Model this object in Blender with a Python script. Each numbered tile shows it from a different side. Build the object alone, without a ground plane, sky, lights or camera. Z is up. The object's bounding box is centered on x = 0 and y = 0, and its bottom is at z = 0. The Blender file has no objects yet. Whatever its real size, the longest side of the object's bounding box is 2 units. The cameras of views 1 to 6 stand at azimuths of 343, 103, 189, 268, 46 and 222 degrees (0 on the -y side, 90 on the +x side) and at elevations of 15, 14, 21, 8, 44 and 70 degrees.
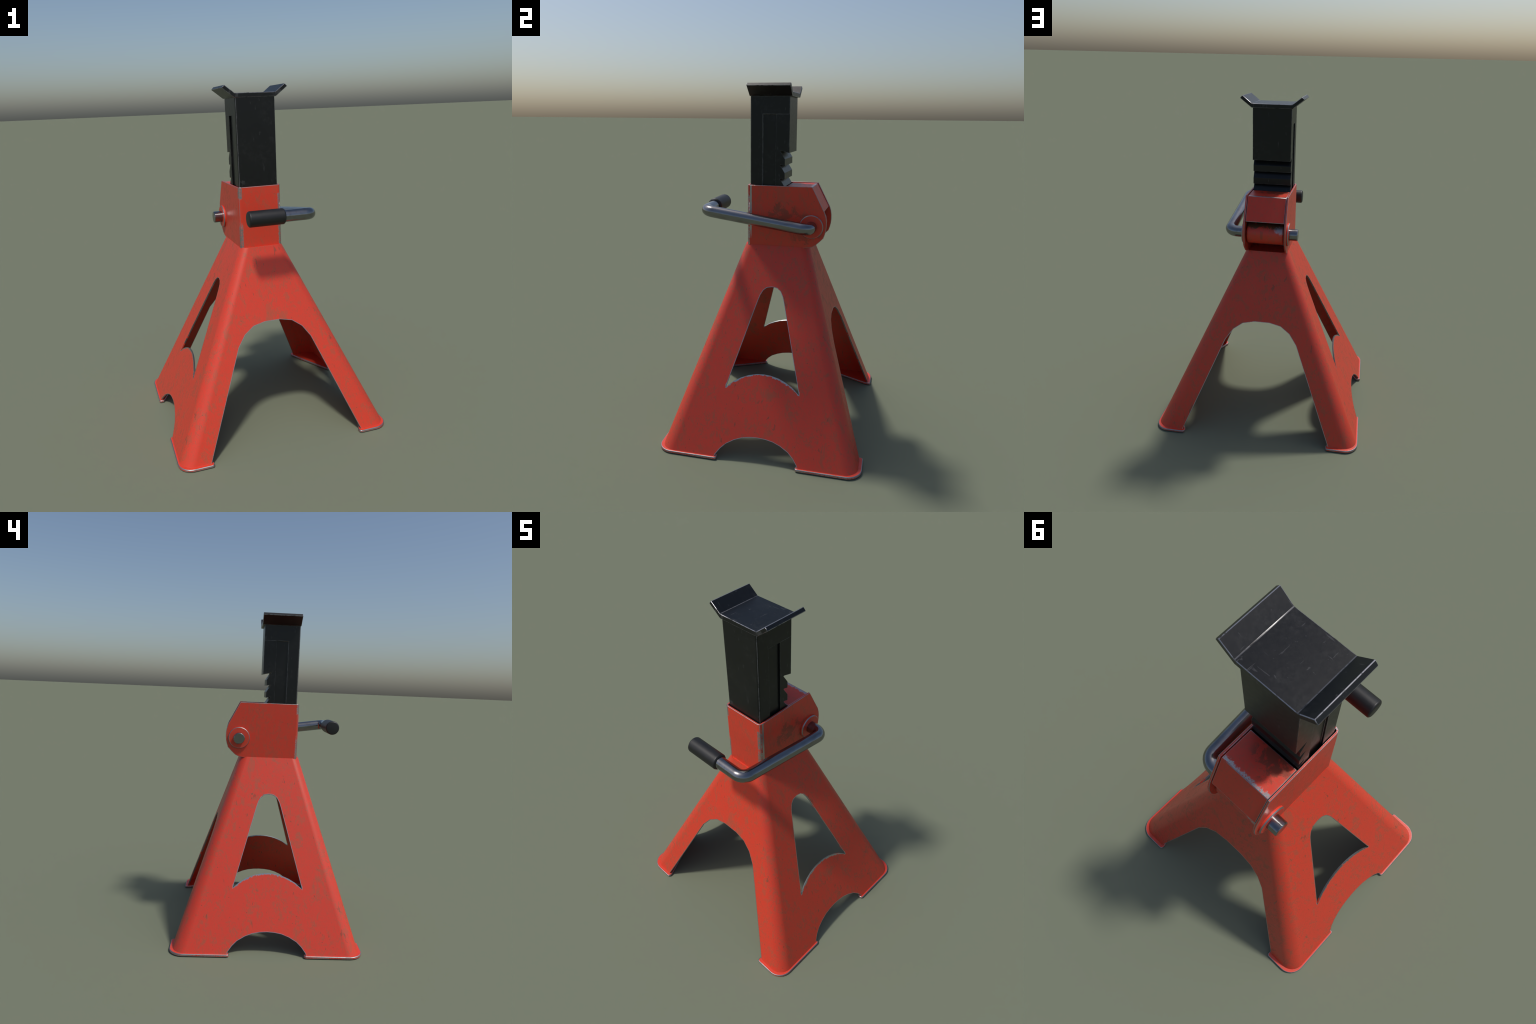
import bpy, bmesh, math
from mathutils import Vector, Matrix
from mathutils.geometry import tessellate_polygon

scene = bpy.context.scene

# ------------------------------------------------------------------ materials
class Nodes:
    """Small helper for wiring node trees."""
    def __init__(self, name):
        self.mat = bpy.data.materials.new(name)
        self.mat.use_nodes = True
        self.t = self.mat.node_tree
        self.bsdf = self.t.nodes["Principled BSDF"]
        self.obj = self.t.nodes.new("ShaderNodeTexCoord").outputs["Object"]

    def link(self, src, dst):
        if isinstance(src, (int, float)):
            dst.default_value = src
        elif isinstance(src, tuple):
            dst.default_value = src if len(src) == len(dst.default_value) else (*src, 1.0)
        else:
            self.t.links.new(src, dst)

    def mapping(self, scale=(1, 1, 1), loc=(0, 0, 0), rot=(0, 0, 0)):
        n = self.t.nodes.new("ShaderNodeMapping")
        n.inputs["Location"].default_value = loc
        n.inputs["Rotation"].default_value = rot
        n.inputs["Scale"].default_value = scale
        self.link(self.obj, n.inputs["Vector"])
        return n.outputs[0]

    def noise(self, scale, detail=4, rough=0.55, dist=0.0, stretch=(1, 1, 1), loc=(0, 0, 0), rot=(0, 0, 0)):
        n = self.t.nodes.new("ShaderNodeTexNoise")
        n.inputs["Scale"].default_value = scale
        n.inputs["Detail"].default_value = detail
        n.inputs["Roughness"].default_value = rough
        n.inputs["Distortion"].default_value = dist
        self.link(self.mapping(stretch, loc, rot), n.inputs["Vector"])
        return n.outputs["Fac"]

    def voronoi(self, scale, feature="F1", stretch=(1, 1, 1), loc=(0, 0, 0), out="Distance"):
        n = self.t.nodes.new("ShaderNodeTexVoronoi")
        n.feature = feature
        n.inputs["Scale"].default_value = scale
        self.link(self.mapping(stretch, loc), n.inputs["Vector"])
        return n.outputs[out]

    def math(self, op, a, b=0.0, c=None, clamp=False):
        n = self.t.nodes.new("ShaderNodeMath")
        n.operation = op
        n.use_clamp = clamp
        self.link(a, n.inputs[0])
        self.link(b, n.inputs[1])
        if c is not None:
            self.link(c, n.inputs[2])
        return n.outputs[0]

    def step(self, x, lo, hi):
        """0 below lo, 1 above hi (lo > hi turns it over)."""
        n = self.t.nodes.new("ShaderNodeMapRange")
        n.interpolation_type = "SMOOTHSTEP"
        a, b, ta, tb = (lo, hi, 0.0, 1.0) if lo < hi else (hi, lo, 1.0, 0.0)
        for k, v in (("From Min", a), ("From Max", b), ("To Min", ta), ("To Max", tb)):
            n.inputs[k].default_value = v
        self.link(x, n.inputs["Value"])
        return n.outputs["Result"]

    def mul(self, *xs):
        r = xs[0]
        for x in xs[1:]:
            r = self.math("MULTIPLY", r, x)
        return r

    def maxi(self, *xs):
        r = xs[0]
        for x in xs[1:]:
            r = self.math("MAXIMUM", r, x)
        return r

    def mix(self, fac, a, b):
        n = self.t.nodes.new("ShaderNodeMix")
        n.data_type = "RGBA"
        self.link(fac, n.inputs[0])
        self.link(a, n.inputs[6])
        self.link(b, n.inputs[7])
        return n.outputs[2]

    def xyz(self):
        n = self.t.nodes.new("ShaderNodeSeparateXYZ")
        self.link(self.obj, n.inputs[0])
        return n.outputs

    def near(self, centre, radius, stretch=(1, 1, 1)):
        """1 at the centre, fading to 0 at radius (metres)."""
        v = self.t.nodes.new("ShaderNodeVectorMath")
        v.operation = "SUBTRACT"
        self.link(self.obj, v.inputs[0])
        v.inputs[1].default_value = centre
        m = self.t.nodes.new("ShaderNodeVectorMath")
        m.operation = "MULTIPLY"
        self.link(v.outputs[0], m.inputs[0])
        m.inputs[1].default_value = stretch
        d = self.t.nodes.new("ShaderNodeVectorMath")
        d.operation = "LENGTH"
        self.link(m.outputs[0], d.inputs[0])
        return self.step(d.outputs["Value"], radius, 0.0)

    def edge(self, radius, lo=0.02, hi=0.10):
        """Mask of the strip next to sharp edges: where rounding would turn the normal."""
        b = self.t.nodes.new("ShaderNodeBevel")
        b.samples = 8
        b.inputs["Radius"].default_value = radius
        g = self.t.nodes.new("ShaderNodeNewGeometry")
        d = self.t.nodes.new("ShaderNodeVectorMath")
        d.operation = "DOT_PRODUCT"
        self.link(b.outputs[0], d.inputs[0])
        self.link(g.outputs["Normal"], d.inputs[1])
        return self.step(self.math("SUBTRACT", 1.0, d.outputs["Value"]), lo, hi)

    def bump(self, height, strength, distance=0.002):
        n = self.t.nodes.new("ShaderNodeBump")
        n.inputs["Strength"].default_value = strength
        n.inputs["Distance"].default_value = distance
        self.link(height, n.inputs["Height"])
        self.link(n.outputs[0], self.bsdf.inputs["Normal"])

    def out(self, **kw):
        for k, v in kw.items():
            self.link(v, self.bsdf.inputs[k.replace("_", " ")])
        return self.mat


# half width, front, top and bottom of the collar (metres)
CX, CF, CT, CB = 0.1262, -0.1742, 1.449, 1.0970
TH = 0.0100
RC = 0.017

RED = (0.68, 0.045, 0.020)
RED_B = (0.62, 0.047, 0.023)
GRIME = (0.170, 0.112, 0.056)
GRIME_DARK = (0.085, 0.066, 0.036)
STEEL = (0.42, 0.44, 0.45)


def red_paint(name, wear=0.5, edge_r=0.006, grime=1.0, extra=None, bare=None, below=None):
    n = Nodes(name)
    col = n.mix(n.noise(3.0, 3), RED, RED_B)
    # thin brown film: lacy clumps drawn out downwards, fine speckle everywhere
    clump = n.step(n.noise(8.5, 3, 0.6, 0.5, (1, 1, 0.6), (3, 1, 2)), 0.43, 0.57)
    lace = n.step(n.noise(46, 8, 0.68, 0.9, (1, 1, 0.55)), 0.50, 0.56)
    leaf = n.step(n.noise(14, 9, 0.72, 0.7, (1, 1, 0.5), (2, 7, 5)), 0.560, 0.590)
    speck = n.step(n.noise(170, 3, 0.6, 0, (1, 1, 0.7), (1, 6, 2)), 0.54, 0.64)
    ring_src = n.noise(24, 6, 0.6, 1.2, (1, 1, 0.55), (9, 4, 1))
    ring = n.step(n.math("ABSOLUTE", n.math("SUBTRACT", ring_src, 0.5)), 0.008, 0.002)
    ring = n.mul(ring, n.step(n.noise(7, 2, loc=(2, 8, 3)), 0.48, 0.60))
    m = n.maxi(n.mul(lace, clump, 0.36), n.mul(lace, 0.10), n.mul(leaf, n.math("MULTIPLY_ADD", lace, 0.16, 0.30)), n.mul(speck, 0.20), n.mul(ring, 0.38))
    col = n.mix(n.math("MULTIPLY", m, grime, clamp=True), col, GRIME)
    # dark chips and long thin scratches
    vd = n.voronoi(44, stretch=(1, 1, 0.8))
    pick = n.step(n.noise(30, 2, loc=(4, 4, 9)), 0.555, 0.60)
    chips = n.mul(n.step(n.math("ADD", vd, n.math("MULTIPLY", n.noise(160, 2), 0.16)), 0.215, 0.16), pick)
    scr = n.mul(n.step(n.noise(48, 3, 0.5, 0.3, (1, 1, 0.06), (7, 7, 1)), 0.665, 0.685), n.step(n.noise(6, 2, loc=(1, 2, 9)), 0.50, 0.58))
    col = n.mix(n.math("MULTIPLY", n.maxi(n.mul(chips, 0.65), n.mul(scr, 0.5)), grime, clamp=True), col, GRIME_DARK)
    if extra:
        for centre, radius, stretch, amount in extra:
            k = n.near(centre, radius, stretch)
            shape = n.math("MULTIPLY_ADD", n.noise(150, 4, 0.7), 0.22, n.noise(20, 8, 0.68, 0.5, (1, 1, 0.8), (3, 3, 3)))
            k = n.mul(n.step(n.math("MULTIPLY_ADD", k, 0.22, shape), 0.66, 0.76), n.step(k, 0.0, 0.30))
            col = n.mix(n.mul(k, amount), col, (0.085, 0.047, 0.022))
    # paint gone at the edges
    chipn = n.noise(38, 5, 0.65, loc=(8, 1, 4))
    e = n.mul(n.edge(edge_r), n.step(chipn, 0.60 - 0.35 * wear, 0.64 - 0.35 * wear))
    if below:
        e = n.mul(e, n.step(n.xyz()[2], below, below - 0.01))
    if bare:
        e = n.maxi(e, bare(n))
    col = n.mix(e, col, STEEL)
    rough = n.math("MULTIPLY_ADD", m, 0.18, 0.40)
    rough = n.math("MULTIPLY_ADD", e, -0.06, rough)
    n.bump(n.math("ADD", n.noise(160, 3), n.math("MULTIPLY", e, -0.6)), 0.06)
    return n.out(Base_Color=col, Metallic=e, Roughness=rough)


def cut_edge(name, hide=0.575):
    """Cut sheet edge: bare steel with paint left in patches."""
    n = Nodes(name)
    p = n.step(n.noise(15, 6, 0.65, loc=(2, 3, 4)), hide, hide + 0.03)
    d = n.step(n.noise(30, 4, 0.6, loc=(6, 3, 1)), 0.45, 0.7)
    steel = n.mix(d, (0.34, 0.35, 0.36), (0.25, 0.26, 0.26))
    col = n.mix(p, steel, RED)
    return n.out(Base_Color=col, Metallic=n.math("SUBTRACT", 1.0, p), Roughness=n.math("MULTIPLY_ADD", d, 0.12, 0.46))


def black_paint():
    n = Nodes("black_paint")
    fine = n.noise(60, 6, 0.65)
    cloud = n.step(n.noise(7, 4, 0.6, loc=(2, 2, 2)), 0.45, 0.70)
    col = n.mix(n.mul(cloud, n.step(fine, 0.40, 0.75)), (0.0045, 0.0049, 0.0054), (0.0165, 0.0168, 0.0172))
    s1 = n.step(n.noise(75, 3, 0.5, 0.3, (1.0, 0.16, 0.16), (1, 1, 1), (0.4, 0.3, 0.7)), 0.675, 0.71)
    s2 = n.step(n.noise(80, 3, 0.5, 0.3, (0.16, 1.0, 0.16), (5, 1, 1), (0.2, -0.5, 0.5)), 0.68, 0.71)
    s3 = n.step(n.noise(85, 3, 0.5, 0.3, (0.6, 0.6, 0.10), (2, 4, 1), (0.1, 0.1, 0.0)), 0.69, 0.72)
    dots = n.mul(n.step(n.voronoi(80), 0.16, 0.10), n.step(n.noise(40, 2, loc=(3, 3, 3)), 0.60, 0.66))
    where = n.step(n.noise(9, 2, loc=(6, 1, 1)), 0.42, 0.60)
    s = n.mul(n.maxi(s1, s2, s3, dots), where, 0.25)
    col = n.mix(s, col, (0.12, 0.12, 0.125))
    e = n.mul(n.edge(0.0045, 0.03, 0.14), n.step(n.noise(36, 5, 0.65, loc=(8, 1, 4)), 0.36, 0.50), 0.70)  # edge strip lightened to paint in crisp sun highlights
    col = n.mix(e, col, (0.30, 0.30, 0.32))
    rough = n.math("MULTIPLY_ADD", e, -0.06, n.math("MULTIPLY_ADD", fine, 0.18, 0.27))
    n.bump(n.noise(220, 3), 0.05)
    return n.out(Base_Color=col, Metallic=n.mul(e, 0.8), Roughness=rough, Specular_IOR_Level=0.42)


def black_edge(name, shine):
    """Bevel of the black parts, coloured pale and metallic to draw the sun glint."""
    n = Nodes(name)
    e = n.mul(n.step(n.noise(32, 6, 0.7, loc=(8, 1, 4)), 0.34, 0.52), shine)
    # drawn glint toned down along the two inside bends of the saddle
    x, y, z = n.xyz()
    ax = n.math("ABSOLUTE", x)
    bend = n.mul(n.step(ax, 0.108, 0.110), n.step(ax, 0.124, 0.122), n.step(z, 1.951, 1.953))
    e = n.mul(e, n.math("MULTIPLY_ADD", bend, -0.72, 1.0))
    col = n.mix(e, (0.008, 0.008, 0.009), (0.40, 0.40, 0.43))
    return n.out(Base_Color=col, Metallic=e, Roughness=0.30)


def steel_rod():
    n = Nodes("polished_steel")
    f = n.noise(40, 5, 0.6, 0, (1, 0.3, 1))
    col = n.mix(n.step(f, 0.45, 0.72), (0.255, 0.255, 0.265), (0.205, 0.20, 0.20))
    rough = n.math("MULTIPLY_ADD", f, 0.12, 0.13)
    return n.out(Base_Color=col, Metallic=1.0, Roughness=rough)


def rubber():
    n = Nodes("black_rubber")
    f = n.noise(90, 5, 0.6)
    col = n.mix(n.step(f, 0.5, 0.8), (0.0085, 0.0085, 0.0090), (0.0150, 0.0150, 0.0150))
    n.bump(n.noise(300, 2), 0.08)
    return n.out(Base_Color=col, Roughness=n.math("MULTIPLY_ADD", f, 0.2, 0.38))


def collar_bare(n):
    """Front corners of the collar rubbed to the metal in long patches."""
    x, y, z = n.xyz()
    ragged = n.math("MULTIPLY", n.math("SUBTRACT", n.noise(60, 4, 0.7), 0.5), 0.012)
    ax = n.math("ABSOLUTE", x)
    strip = n.mul(n.step(n.math("ADD", ax, ragged), CX - 0.0205, CX - 0.0185), n.step(n.math("ADD", y, ragged), CF + 0.0165, CF + 0.0145))
    z2 = n.math("ADD", z, n.math("MULTIPLY", n.math("SUBTRACT", n.noise(34, 6, 0.75), 0.5), 0.11))
    left = n.maxi(n.step(z2, 1.375, 1.395), n.step(z2, 1.255, 1.205))
    right = n.maxi(n.step(z2, 1.28, 1.255), n.mul(n.step(z2, 1.28, 1.30), n.step(z2, 1.40, 1.38)))
    side = n.step(x, -0.01, 0.01)
    amount = n.math("ADD", n.mul(side, right), n.mul(n.math("SUBTRACT", 1.0, side), left))
    # a clean straight strip beside the right-hand corner
    clean = n.mul(n.step(x, CX - 0.002, CX - 0.001), n.step(n.math("ADD", y, n.mul(ragged, 0.2)), CF + 0.0275, CF + 0.026), n.step(y, CF + 0.0165, CF + 0.0175), n.step(z2, 1.13, 1.20))
    speck = n.step(n.noise(190, 4, 0.75), 0.40, 0.52)
    return n.maxi(n.mul(strip, amount, speck), clean)


def housing_bare(n):
    """Rubbed band along the bend of the pawl housing."""
    x, y, z = n.xyz()
    wob = n.math("MULTIPLY", n.math("SUBTRACT", n.noise(45, 6, 0.75), 0.5), 0.055)
    top = n.mul(n.step(n.math("ADD", y, wob), 0.177, 0.185), n.step(n.math("ADD", y, n.mul(wob, 0.25)), 0.1945, 0.1925))
    flat = n.step(z, 1.425, 1.430)
    return n.mul(top, flat, n.step(n.noise(190, 4, 0.75), 0.38, 0.50))


def rim_bare(n):
    """Upright rim of the foot plates, scuffed to speckled metal."""
    z = n.xyz()[2]
    s = n.step(n.math("MULTIPLY_ADD", n.noise(12, 3, 0.6, loc=(4, 1, 2)), 0.5, n.noise(190, 4, 0.75)), 0.70, 0.80)
    return n.mul(n.step(z, 0.0135, 0.0125), s, 0.85)


def sill_bare(n):
    """Lower lip of the side windows, chipped to the metal in a ragged line."""
    x, y, z = n.xyz()
    sill = n.math("MULTIPLY_ADD", n.mul(y, y), -1.86, 0.4400)
    d = n.math("SUBTRACT", sill, z)
    rag = n.math("MULTIPLY", n.math("SUBTRACT", n.noise(55, 5, 0.65, loc=(3, 8, 1)), 0.42), 0.036)
    near = n.mul(n.step(n.math("SUBTRACT", d, rag), 0.003, 0.001), n.step(d, -0.02, -0.01))
    return n.mul(near, n.step(n.math("ABSOLUTE", x), 0.38, 0.40), n.step(n.math("ABSOLUTE", y), 0.212, 0.206))


def barrel_bare(n):
    x, y, z = n.xyz()
    k = n.near((-0.092, 0.25, 1.262), 0.070, (0.8, 1, 1))
    k = n.step(n.math("ADD", n.mul(k, 0.55), n.noise(75, 8, 0.8)), 0.80, 0.98)
    return n.mul(k, 0.7)


M_BASE = red_paint("red_paint_frame", wear=0.75, edge_r=0.009, bare=sill_bare, below=1.085)
M_FOOT = red_paint("red_paint_foot", wear=0.95, edge_r=0.008, grime=0.45, bare=rim_bare)
M_COLLAR = red_paint("red_paint_collar", wear=0.85, edge_r=0.006, grime=0.75, bare=collar_bare,
                     extra=[((0.126, 0.03, 1.285), 0.125, (1, 1, 1.2), 0.52), ((0.126, 0.17, 1.20), 0.13, (1, 1, 1), 0.42)])
M_HOUSING = red_paint("red_paint_housing", wear=0.9, edge_r=0.008, grime=0.55, bare=housing_bare,
                      extra=[((-0.035, 0.065, 1.44), 0.13, (1, 1, 1), 0.62)])
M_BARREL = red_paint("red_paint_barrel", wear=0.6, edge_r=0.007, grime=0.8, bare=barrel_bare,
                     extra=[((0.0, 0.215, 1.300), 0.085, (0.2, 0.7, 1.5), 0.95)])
M_WASHER = red_paint("red_paint_washer", wear=0.95, edge_r=0.007, grime=0.6)
M_CUT = cut_edge("cut_sheet_edge")
M_RUB = cut_edge("rubbed_corner", 0.590)
M_RIM = cut_edge("rubbed_foot_rim", 0.640)
M_BLACK = black_paint()
M_BLACK_EDGE = black_edge("black_painted_glint", 0.75)
M_BLACK_LINE = black_edge("black_painted_glint_dull", 0.40)
M_STEEL = steel_rod()
M_RUBBER = rubber()

# ------------------------------------------------------------------ object helpers
def make(name, bm, mats, parent, smooth_angle=35.0, bevel=None, segments=2, weighted=True, edge_mat=-1):
    bmesh.ops.recalc_face_normals(bm, faces=bm.faces)
    for f in bm.faces:
        f.smooth = True
    for e in bm.edges:
        if len(e.link_faces) == 2 and e.calc_face_angle(0.0) > math.radians(smooth_angle):
            e.smooth = False
    me = bpy.data.meshes.new(name)
    bm.to_mesh(me)
    bm.free()
    for m in mats:
        me.materials.append(m)
    o = bpy.data.objects.new(name, me)
    scene.collection.objects.link(o)
    o.parent = parent
    mods = []
    if bevel:
        b = o.modifiers.new("round_edges", "BEVEL")
        b.width = bevel
        b.segments = segments
        b.material = edge_mat
        b.limit_method = "ANGLE"
        b.angle_limit = math.radians(25)
        b.harden_normals = True
        mods.append(b)
    if weighted:
        w = o.modifiers.new("weighted", "WEIGHTED_NORMAL")
        w.keep_sharp = True
        w.weight = 100
    return o


def prism(bm, outline, axis, a, b, mat=0):
    """Extrude a closed 2-D outline from a to b along an axis (0 x: outline is (y, z); 1 y: (x, z); 2 z: (x, y))."""
    def at(p, w):
        if axis == 0:
            return (w, p[0], p[1])
        if axis == 1:
            return (p[0], w, p[1])
        return (p[0], p[1], w)
    va = [bm.verts.new(at(p, a)) for p in outline]
    vb = [bm.verts.new(at(p, b)) for p in outline]
    fs = [bm.faces.new(va), bm.faces.new(vb[::-1])]
    k = len(outline)
    for i in range(k):
        fs.append(bm.faces.new((va[i], vb[i], vb[(i + 1) % k], va[(i + 1) % k])))
    for f in fs:
        f.material_index = mat
    return fs


def box(bm, lo, hi):
    return prism(bm, [(lo[0], lo[1]), (hi[0], lo[1]), (hi[0], hi[1]), (lo[0], hi[1])], 2, lo[2], hi[2])


def arc(cx, cy, r, a0, a1, n):
    return [(cx + r * math.cos(math.radians(a0 + (a1 - a0) * i / n)), cy + r * math.sin(math.radians(a0 + (a1 - a0) * i / n))) for i in range(n + 1)]


def lathe(bm, profile, centre, axis="X", n=32):
    """Turn a profile of (along, radius) about an axis through the centre."""
    rings = []
    for w, r in profile:
        if r < 1e-6:
            rings.append([bm.verts.new(Vector(centre) + Vector((w, 0, 0)))])
            continue
        rings.append([bm.verts.new(Vector(centre) + Vector((w, r * math.cos(2 * math.pi * i / n), r * math.sin(2 * math.pi * i / n)))) for i in range(n)])
    for a, b in zip(rings, rings[1:]):
        for i in range(n):
            j = (i + 1) % n
            if len(a) == 1:
                bm.faces.new((a[0], b[i], b[j]))
            elif len(b) == 1:
                bm.faces.new((a[i], b[0], a[j]))
            else:
                bm.faces.new((a[i], b[i], b[j], a[j]))


stand = bpy.data.objects.new("jack_stand", None)
scene.collection.objects.link(stand)
stand["label"] = "worn red steel jack stand with black ratchet post and crank lever"
stand["category"] = "jack stand"

# ------------------------------------------------------------------ base: pressed steel pyramid
Z0, Z1 = 0.012, 1.104
X0, X1 = 0.6220, 0.1275      # half width in x at the bottom and at the top
Y0, Y1 = 0.5500, 0.1890
R0, R1 = 0.078, 0.050       # corner radius
SHEET = 0.0080


def lerp(a, b, z):
    return a + (b - a) * (z - Z0) / (Z1 - Z0)


N_SIDE = Vector((1, 0, (X0 - X1) / (Z1 - Z0))).normalized()
N_FRONT = Vector((0, 1, (Y0 - Y1) / (Z1 - Z0))).normalized()


def mirror_path(half):
    """Half an opening, from its middle outwards to +u, completed to the other side (+u to -u)."""
    return half[::-1] + [(-u, z) for u, z in half if u > 1e-6]


arch_front = mirror_path([(0.047, 0.694), (0.117, 0.679), (0.173, 0.640), (0.2185, 0.578), (0.456, Z0)])
arch_side = mirror_path([(0.0, 0.1305), (0.043, 0.128), (0.086, 0.121), (0.129, 0.106), (0.174, 0.082), (0.203, 0.056), (0.2265, 0.026), (0.2315, Z0)])
hole_side = [(0.0, 0.4400), (0.04, 0.4375), (0.085, 0.428), (0.125, 0.413), (0.165, 0.392), (0.208, 0.3575),
             (0.075, 0.812), (0.065, 0.840), (0.050, 0.866), (0.030, 0.881), (0.0, 0.886)]
hole_side = hole_side + [(-u, z) for u, z in hole_side[-2:0:-1]]

bm = bmesh.new()


def panel(face, sign, notch, hole):
    """One flat side with its openings, outer and inner skin and the cut edges between."""
    def p3(u, z):
        return Vector((sign * lerp(X0, X1, z), u, z)) if face == "x" else Vector((u, sign * lerp(Y0, Y1, z), z))
    n = N_SIDE.copy() if face == "x" else N_FRONT.copy()
    n = Vector((n.x * sign, n.y * sign, n.z))
    wide = (Y0 - R0, Y1 - R1) if face == "x" else (X0 - R0, X1 - R1)
    outer = [(wide[0], Z0)] + notch + [(-wide[0], Z0), (-wide[1], Z1), (wide[1], Z1)]
    loops = [outer] + ([hole] if hole else [])
    tris = tessellate_polygon([[Vector((u, z, 0)) for u, z in lp] for lp in loops])
    flat = [q for lp in loops for q in lp]
    vo = [bm.verts.new(p3(*q)) for q in flat]
    vi = [bm.verts.new(p3(*q) - n * SHEET) for q in flat]
    for t in tris:
        bm.faces.new([vo[i] for i in t])
        bm.faces.new([vi[i] for i in t])
    k = len(outer)
    # cut edges: everything except the two long sides, which continue into the corners
    for i in range(k):
        a, b = i, (i + 1) % k
        if i in (k - 3, k - 1):
            continue
        bm.faces.new((vo[a], vo[b], vi[b], vi[a])).material_index = 0 if i == k - 2 else 1
    if hole:
        h = len(hole)
        for i in range(h):
            a, b = k + i, k + (i + 1) % h
            bm.faces.new((vo[a], vo[b], vi[b], vi[a])).material_index = 1


for s in (1, -1):
    panel("x", s, arch_side, hole_side)
    panel("y", s, arch_front, None)

SEG = 10
for sx in (1, -1):
    for sy in (1, -1):
        prev = None
        for i in range(SEG + 1):
            a = math.pi / 2 * i / SEG
            n = (N_SIDE * math.cos(a) + N_FRONT * math.sin(a)).normalized()
            n = Vector((sx * n.x, sy * n.y, n.z))
            q = []
            for x, y, r, z in ((X0, Y0, R0, Z0), (X1, Y1, R1, Z1)):
                p = Vector((sx * (x - r + r * math.cos(a)), sy * (y - r + r * math.sin(a)), z))
                q += [bm.verts.new(p), bm.verts.new(p - n * SHEET)]
            if prev:
                (ob, ib, ot, it), (ob2, ib2, ot2, it2) = prev, q
                bm.faces.new((ob, ob2, ot2, ot))
                bm.faces.new((ib, ib2, it2, it))
                bm.faces.new((ob, ob2, ib2, ib)).material_index = 1
                bm.faces.new((ot, ot2, it2, it))
            prev = q
bmesh.ops.remove_doubles(bm, verts=bm.verts, dist=2e-5)
base = make("pyramid_frame", bm, [M_BASE, M_CUT], stand, smooth_angle=32)

# closing plate under the collar
bm = bmesh.new()
quarter = arc(X1 - R1, Y1 - R1, R1 - 0.006, 0, 90, 8)
half = [(x, -y) for x, y in quarter[::-1]] + quarter
outline = half + [(-x, y) for x, y in half[::-1]]
prism(bm, outline, 2, 1.088, 1.101)
make("top_plate", bm, [M_BASE], base, smooth_angle=32)

# ------------------------------------------------------------------ foot plates
PX, PY, PR, PT = 0.631, 0.568, 0.083, 0.0150


def foot_outline(sx, sy):
    pts = [(0.600, 0.2195), (0.618, 0.2185)] + arc(0.618, 0.2315, 0.013, -60, 0, 3)
    pts += arc(PX - PR, PY - PR, PR, 0, 90, 8)
    pts += arc(0.453, 0.555, 0.013, 90, 180, 4) + [(0.4405, 0.538)]
    # inner edge, nearly straight
    a, b = Vector((0.4405, 0.538)), Vector((0.600, 0.2195))
    out = Vector((-0.89, -0.45))
    for i in range(1, 6):
        f = i / 6
        q = a.lerp(b, f) + out * 0.002 * math.sin(math.pi * f)
        pts.append((q.x, q.y))
    pts = [(sx * x, sy * y) for x, y in pts]
    return pts if sx * sy > 0 else pts[::-1]


for sx, sy in ((1, 1), (1, -1), (-1, 1), (-1, -1)):
    bm = bmesh.new()
    prism(bm, foot_outline(sx, sy), 2, 0.0, PT)
    make("foot_plate", bm, [M_FOOT, M_RIM], base, smooth_angle=40, bevel=0.0034, edge_mat=1)

# ------------------------------------------------------------------ collar: bent sheet with two cheeks
cheek = [(0.199, CT), (0.236, 1.378), (0.273, 1.307), (0.281, 1.281), (0.2845, 1.255), (0.2845, 1.230), (0.2825, 1.208), (0.277, 1.184), (0.269, 1.162),
         (0.247, 1.139), (0.223, 1.117), (0.208, 1.109), (0.192, 1.104), (0.150, CB)]

bm = bmesh.new()
# front wall with rounded corners, drawn as a U in plan
ys = CF + RC
outer = [(CX, ys)] + arc(CX - RC, CF + RC, RC, 0, -90, 2)[1:] + [(-x, y) for x, y in arc(CX - RC, CF + RC, RC, 0, -90, 2)[::-1]]
inner = [(CX - TH, ys)] + arc(CX - RC, CF + RC, RC - TH, 0, -90, 2)[1:] + [(-x, y) for x, y in arc(CX - RC, CF + RC, RC - TH, 0, -90, 2)[::-1]]
rows = []
for (ox, oy), (ix, iy) in zip(outer, inner):
    rows.append([bm.verts.new((ox, oy, CB)), bm.verts.new((ox, oy, CT)), bm.verts.new((ix, iy, CT)), bm.verts.new((ix, iy, CB))])
for a, b in zip(rows, rows[1:]):
    for i in range(4):
        bm.faces.new((a[i], b[i], b[(i + 1) % 4], a[(i + 1) % 4]))
# cheeks continue from the two ends of the U
for s, end in ((1, rows[0]), (-1, rows[-1])):
    pts = [(ys, CT)] + cheek + [(ys, CB)]
    vo, vi = [], []
    for k, (y, z) in enumerate(pts):
        if k == 0:
            vo.append(end[1]); vi.append(end[2])
        elif k == len(pts) - 1:
            vo.append(end[0]); vi.append(end[3])
        else:
            vo.append(bm.verts.new((s * CX, y, z))); vi.append(bm.verts.new((s * (CX - TH), y, z)))
    bm.faces.new(vo)
    bm.faces.new(vi[::-1])
    for k in range(len(pts) - 1):
        bm.faces.new((vo[k], vo[k + 1], vi[k + 1], vi[k]))
collar = make("collar", bm, [M_COLLAR, M_RUB], stand, smooth_angle=50, bevel=0.0015, segments=1, edge_mat=1)

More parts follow.
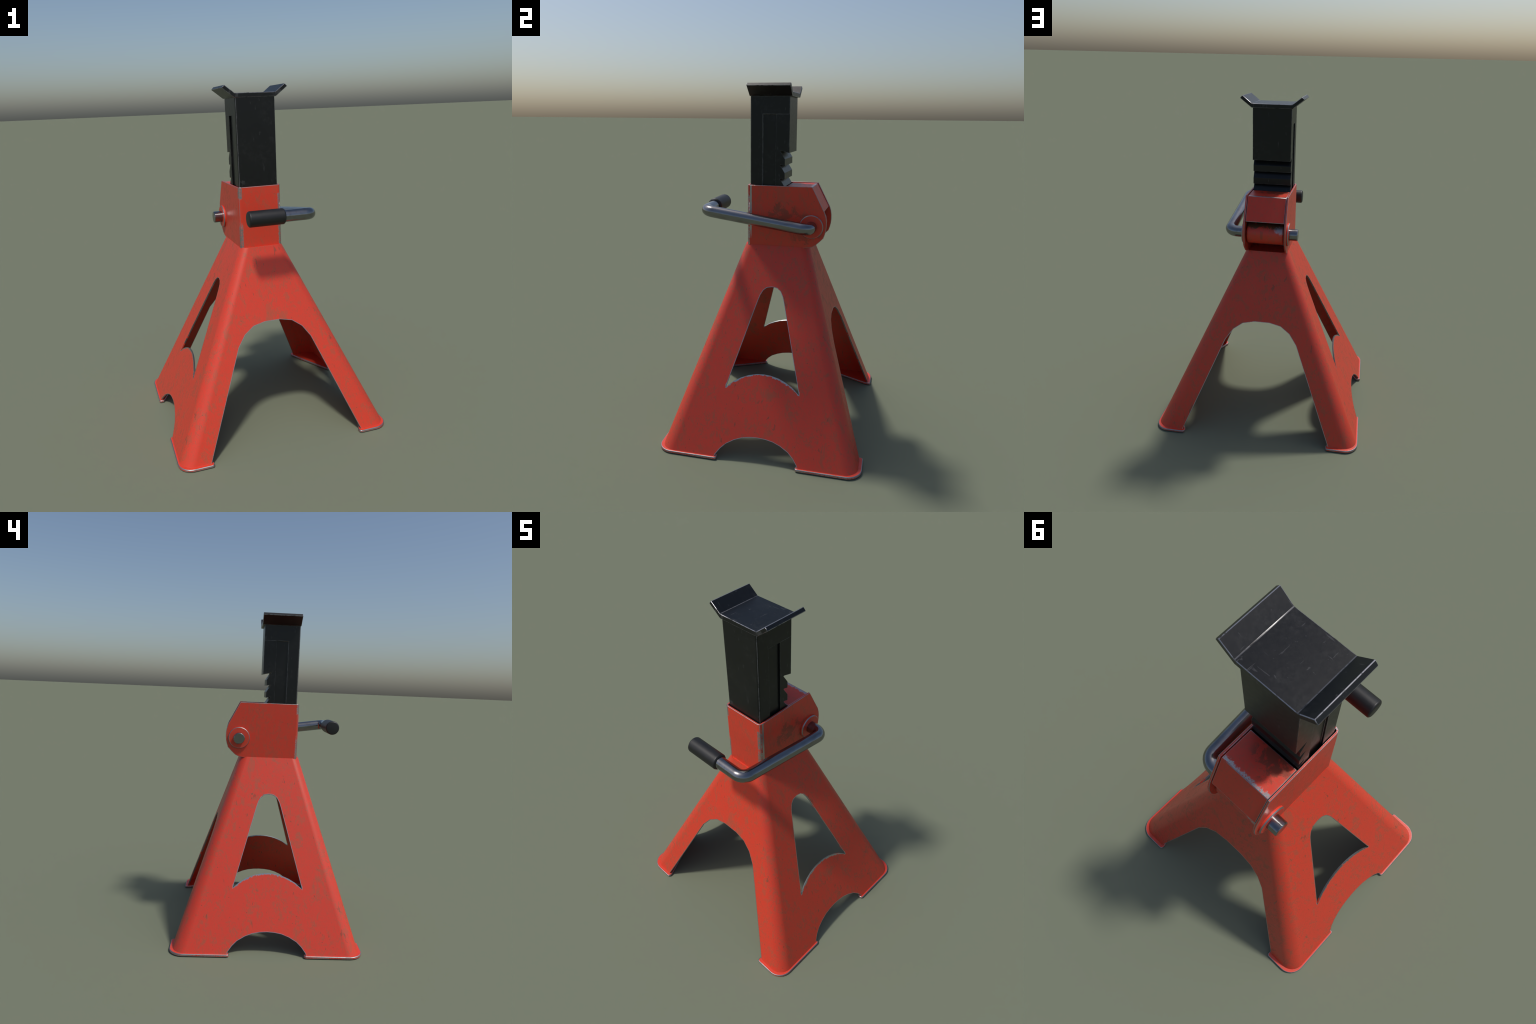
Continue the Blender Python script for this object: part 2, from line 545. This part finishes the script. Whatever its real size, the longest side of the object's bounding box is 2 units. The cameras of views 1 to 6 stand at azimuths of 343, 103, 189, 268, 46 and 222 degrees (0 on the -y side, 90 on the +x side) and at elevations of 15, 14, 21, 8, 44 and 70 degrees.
# ------------------------------------------------------------------ pawl housing between the cheeks
bm = bmesh.new()
hx = CX - TH - 0.0022
shell_out = [(0.046, 1.102), (0.046, 1.4435), (0.196, 1.4435), (0.2665, 1.309)]
shell_in = [(0.2585, 1.3055), (0.191, 1.4345), (0.056, 1.4345), (0.056, 1.102)]
prism(bm, shell_out + shell_in, 0, -hx, hx)
housing = make("pawl_housing", bm, [M_HOUSING, M_RUB], collar, smooth_angle=30, bevel=0.0018, segments=1, edge_mat=1)

PIN = (0.0, 0.200, 1.225)
bm = bmesh.new()
bx = 0.1100
lathe(bm, [(-bx, 0.0), (-bx, 0.054), (-bx + 0.002, 0.059), (-bx + 0.006, 0.062), (-bx + 0.011, 0.063), (bx - 0.011, 0.063), (bx - 0.006, 0.062), (bx - 0.002, 0.059), (bx, 0.054), (bx, 0.0)], PIN, n=40)
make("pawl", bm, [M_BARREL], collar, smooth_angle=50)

for s in (1, -1):
    bm = bmesh.new()
    lathe(bm, [(s * 0.121, 0.0), (s * 0.121, 0.068), (s * 0.134, 0.068), (s * 0.1385, 0.0645), (s * 0.1388, 0.0)], PIN, n=40)
    for f in bm.faces:
        f.material_index = 1 if 0.134 < abs(f.calc_center_median().x) < 0.1386 else 0
    make("washer", bm, [M_WASHER, M_RUB], collar, smooth_angle=30)

# ------------------------------------------------------------------ ratchet lever: one bent rod
ROD = 0.0328
AX = 0.2255                       # x of the arm
HY, HZ = -0.392, 1.3095           # axis of the hand piece


def bent_path(corners, radius, seg=10):
    """Poly-line with each inner corner replaced by an arc."""
    pts = [Vector(corners[0])]
    for p, c, q in zip(corners, corners[1:], corners[2:]):
        p, c, q = Vector(p), Vector(c), Vector(q)
        u, v = (p - c).normalized(), (q - c).normalized()
        half = u.angle(v) / 2
        cut = radius / math.tan(half)
        centre = c + (u + v).normalized() * (radius / math.sin(half))
        a, b = c + u * cut - centre, c + v * cut - centre
        full = a.angle(b)
        axis = a.cross(b).normalized()
        for i in range(seg + 1):
            pts.append(centre + Matrix.Rotation(full * i / seg, 3, axis) @ a)
    pts.append(Vector(corners[-1]))
    return pts


def tube(bm, path, radii, n=28):
    rings = []
    ref = Vector((0, 0, 1))
    for i, p in enumerate(path):
        d = (path[min(i + 1, len(path) - 1)] - path[max(i - 1, 0)]).normalized()
        side = d.cross(ref).normalized()
        up = side.cross(d).normalized()
        ring = [bm.verts.new(p + (side * math.cos(2 * math.pi * k / n) + up * math.sin(2 * math.pi * k / n)) * radii[i]) for k in range(n)]
        rings.append(ring)
    for a, b in zip(rings, rings[1:]):
        for k in range(n):
            bm.faces.new((a[k], a[(k + 1) % n], b[(k + 1) % n], b[k]))
    bm.faces.new(rings[0][::-1])
    bm.faces.new(rings[-1])


bm = bmesh.new()
path = bent_path([(-0.1855, PIN[1], PIN[2]), (AX, PIN[1], PIN[2]), (AX, HY, HZ), (-0.02, HY, HZ)], 0.047)
radii = [0.0352 if p.x < 0 and p.y > 0 else ROD for p in path]
path.insert(0, Vector((-0.189, PIN[1], PIN[2])))
radii.insert(0, 0.0320)
tube(bm, path, radii)
lever = make("lever", bm, [M_STEEL], stand, smooth_angle=40)

bm = bmesh.new()
GR = 0.0435
g0, g1 = -0.141, 0.063
prof = [(g0, 0.0), (g0, GR - 0.008), (g0 + 0.002, GR - 0.0045), (g0 + 0.005, GR - 0.0015), (g0 + 0.009, GR), (g1 - 0.010, GR), (g1 - 0.005, GR - 0.002), (g1 - 0.001, GR - 0.006), (g1, ROD - 0.001)]
lathe(bm, prof, (0, HY, HZ), n=36)
make("grip", bm, [M_RUBBER], lever, smooth_angle=50)

# ------------------------------------------------------------------ ratchet post
PXW, PF, PB = 0.1145, -0.1600, 0.063
S0, S1, STOP, DEEP = -0.088, -0.014, 1.838, 0.0095
BOT, TOP = 0.985, 1.9335


def solid(outline_fn):
    m = bmesh.new()
    outline_fn(m)
    bmesh.ops.recalc_face_normals(m, faces=m.faces)
    me = bpy.data.meshes.new("tool")
    m.to_mesh(me)
    m.free()
    o = bpy.data.objects.new("tool", me)
    scene.collection.objects.link(o)
    return o


def cut_away(body, tools):
    for tl in tools:
        b = body.modifiers.new("cut", "BOOLEAN")
        b.operation, b.solver, b.object = "DIFFERENCE", "EXACT", tl
    dg = bpy.context.evaluated_depsgraph_get()
    me = bpy.data.meshes.new_from_object(body.evaluated_get(dg))
    m = bmesh.new()
    m.from_mesh(me)
    for o in [body] + tools:
        old = o.data
        bpy.data.objects.remove(o)
        bpy.data.meshes.remove(old)
    bpy.data.meshes.remove(me)
    return m


front = arc(PXW - 0.012, PF + 0.012, 0.012, -90, 0, 2)
plan = [(-x, y) for x, y in front[::-1]] + front + [(PXW, PB), (-PXW, PB)]
body = solid(lambda m: prism(m, plan, 2, BOT, TOP))
tools = [solid(lambda m, s=s: box(m, (min(s * (PXW - DEEP), s * 0.3), S0, BOT - 0.1), (max(s * (PXW - DEEP), s * 0.3), 0.5, STOP))) for s in (1, -1)]
tools.append(solid(lambda m: box(m, (-0.3, S1 + 0.006, BOT - 0.1), (0.3, 0.5, STOP))))
bm = cut_away(body, tools)
bmesh.ops.dissolve_limit(bm, angle_limit=0.01, verts=bm.verts, edges=bm.edges)
post = make("ratchet_post", bm, [M_BLACK, M_BLACK_LINE], stand, smooth_angle=30, bevel=0.0014, segments=1, edge_mat=1)

# toothed rack let into the back of the post
PITCH = 0.0765
# (its back runs on as a thin skin up to the saddle, so the back face shows no seam)
rack = [(S1, STOP + 0.001), (PB - 0.004, STOP + 0.001), (PB - 0.004, TOP - 0.001), (PB + 0.0005, TOP - 0.001), (PB + 0.0005, 1.6305), (0.015, 1.6425), (0.0115, 1.6405)]
z = 1.6405
for k in range(7):
    rack += [(0.0395, z - 0.044), (0.0395, z - 0.081), (0.015, z - PITCH + 0.002), (0.0115, z - PITCH)]
    z -= PITCH
    if z < 1.12:
        break
rack += [(0.0395, z - 0.044), (0.0395, BOT), (S1, BOT)]
bm = bmesh.new()
prism(bm, rack, 0, -PXW + 0.0008, PXW - 0.0008)
make("ratchet_rack", bm, [M_BLACK], post, smooth_angle=30, bevel=0.0010)

# saddle: flat plate with two upturned lips
bm = bmesh.new()
lip = [(-0.116, 1.9565), (0.116, 1.9565), (0.1715, 2.0), (0.1865, 1.9845), (0.1185, 1.9325), (-0.1185, 1.9325), (-0.1865, 1.9845), (-0.1715, 2.0)]
prism(bm, lip, 1, -0.1625, 0.0785)
make("saddle", bm, [M_BLACK, M_BLACK_EDGE], post, smooth_angle=20, bevel=0.0022, segments=1, edge_mat=1)
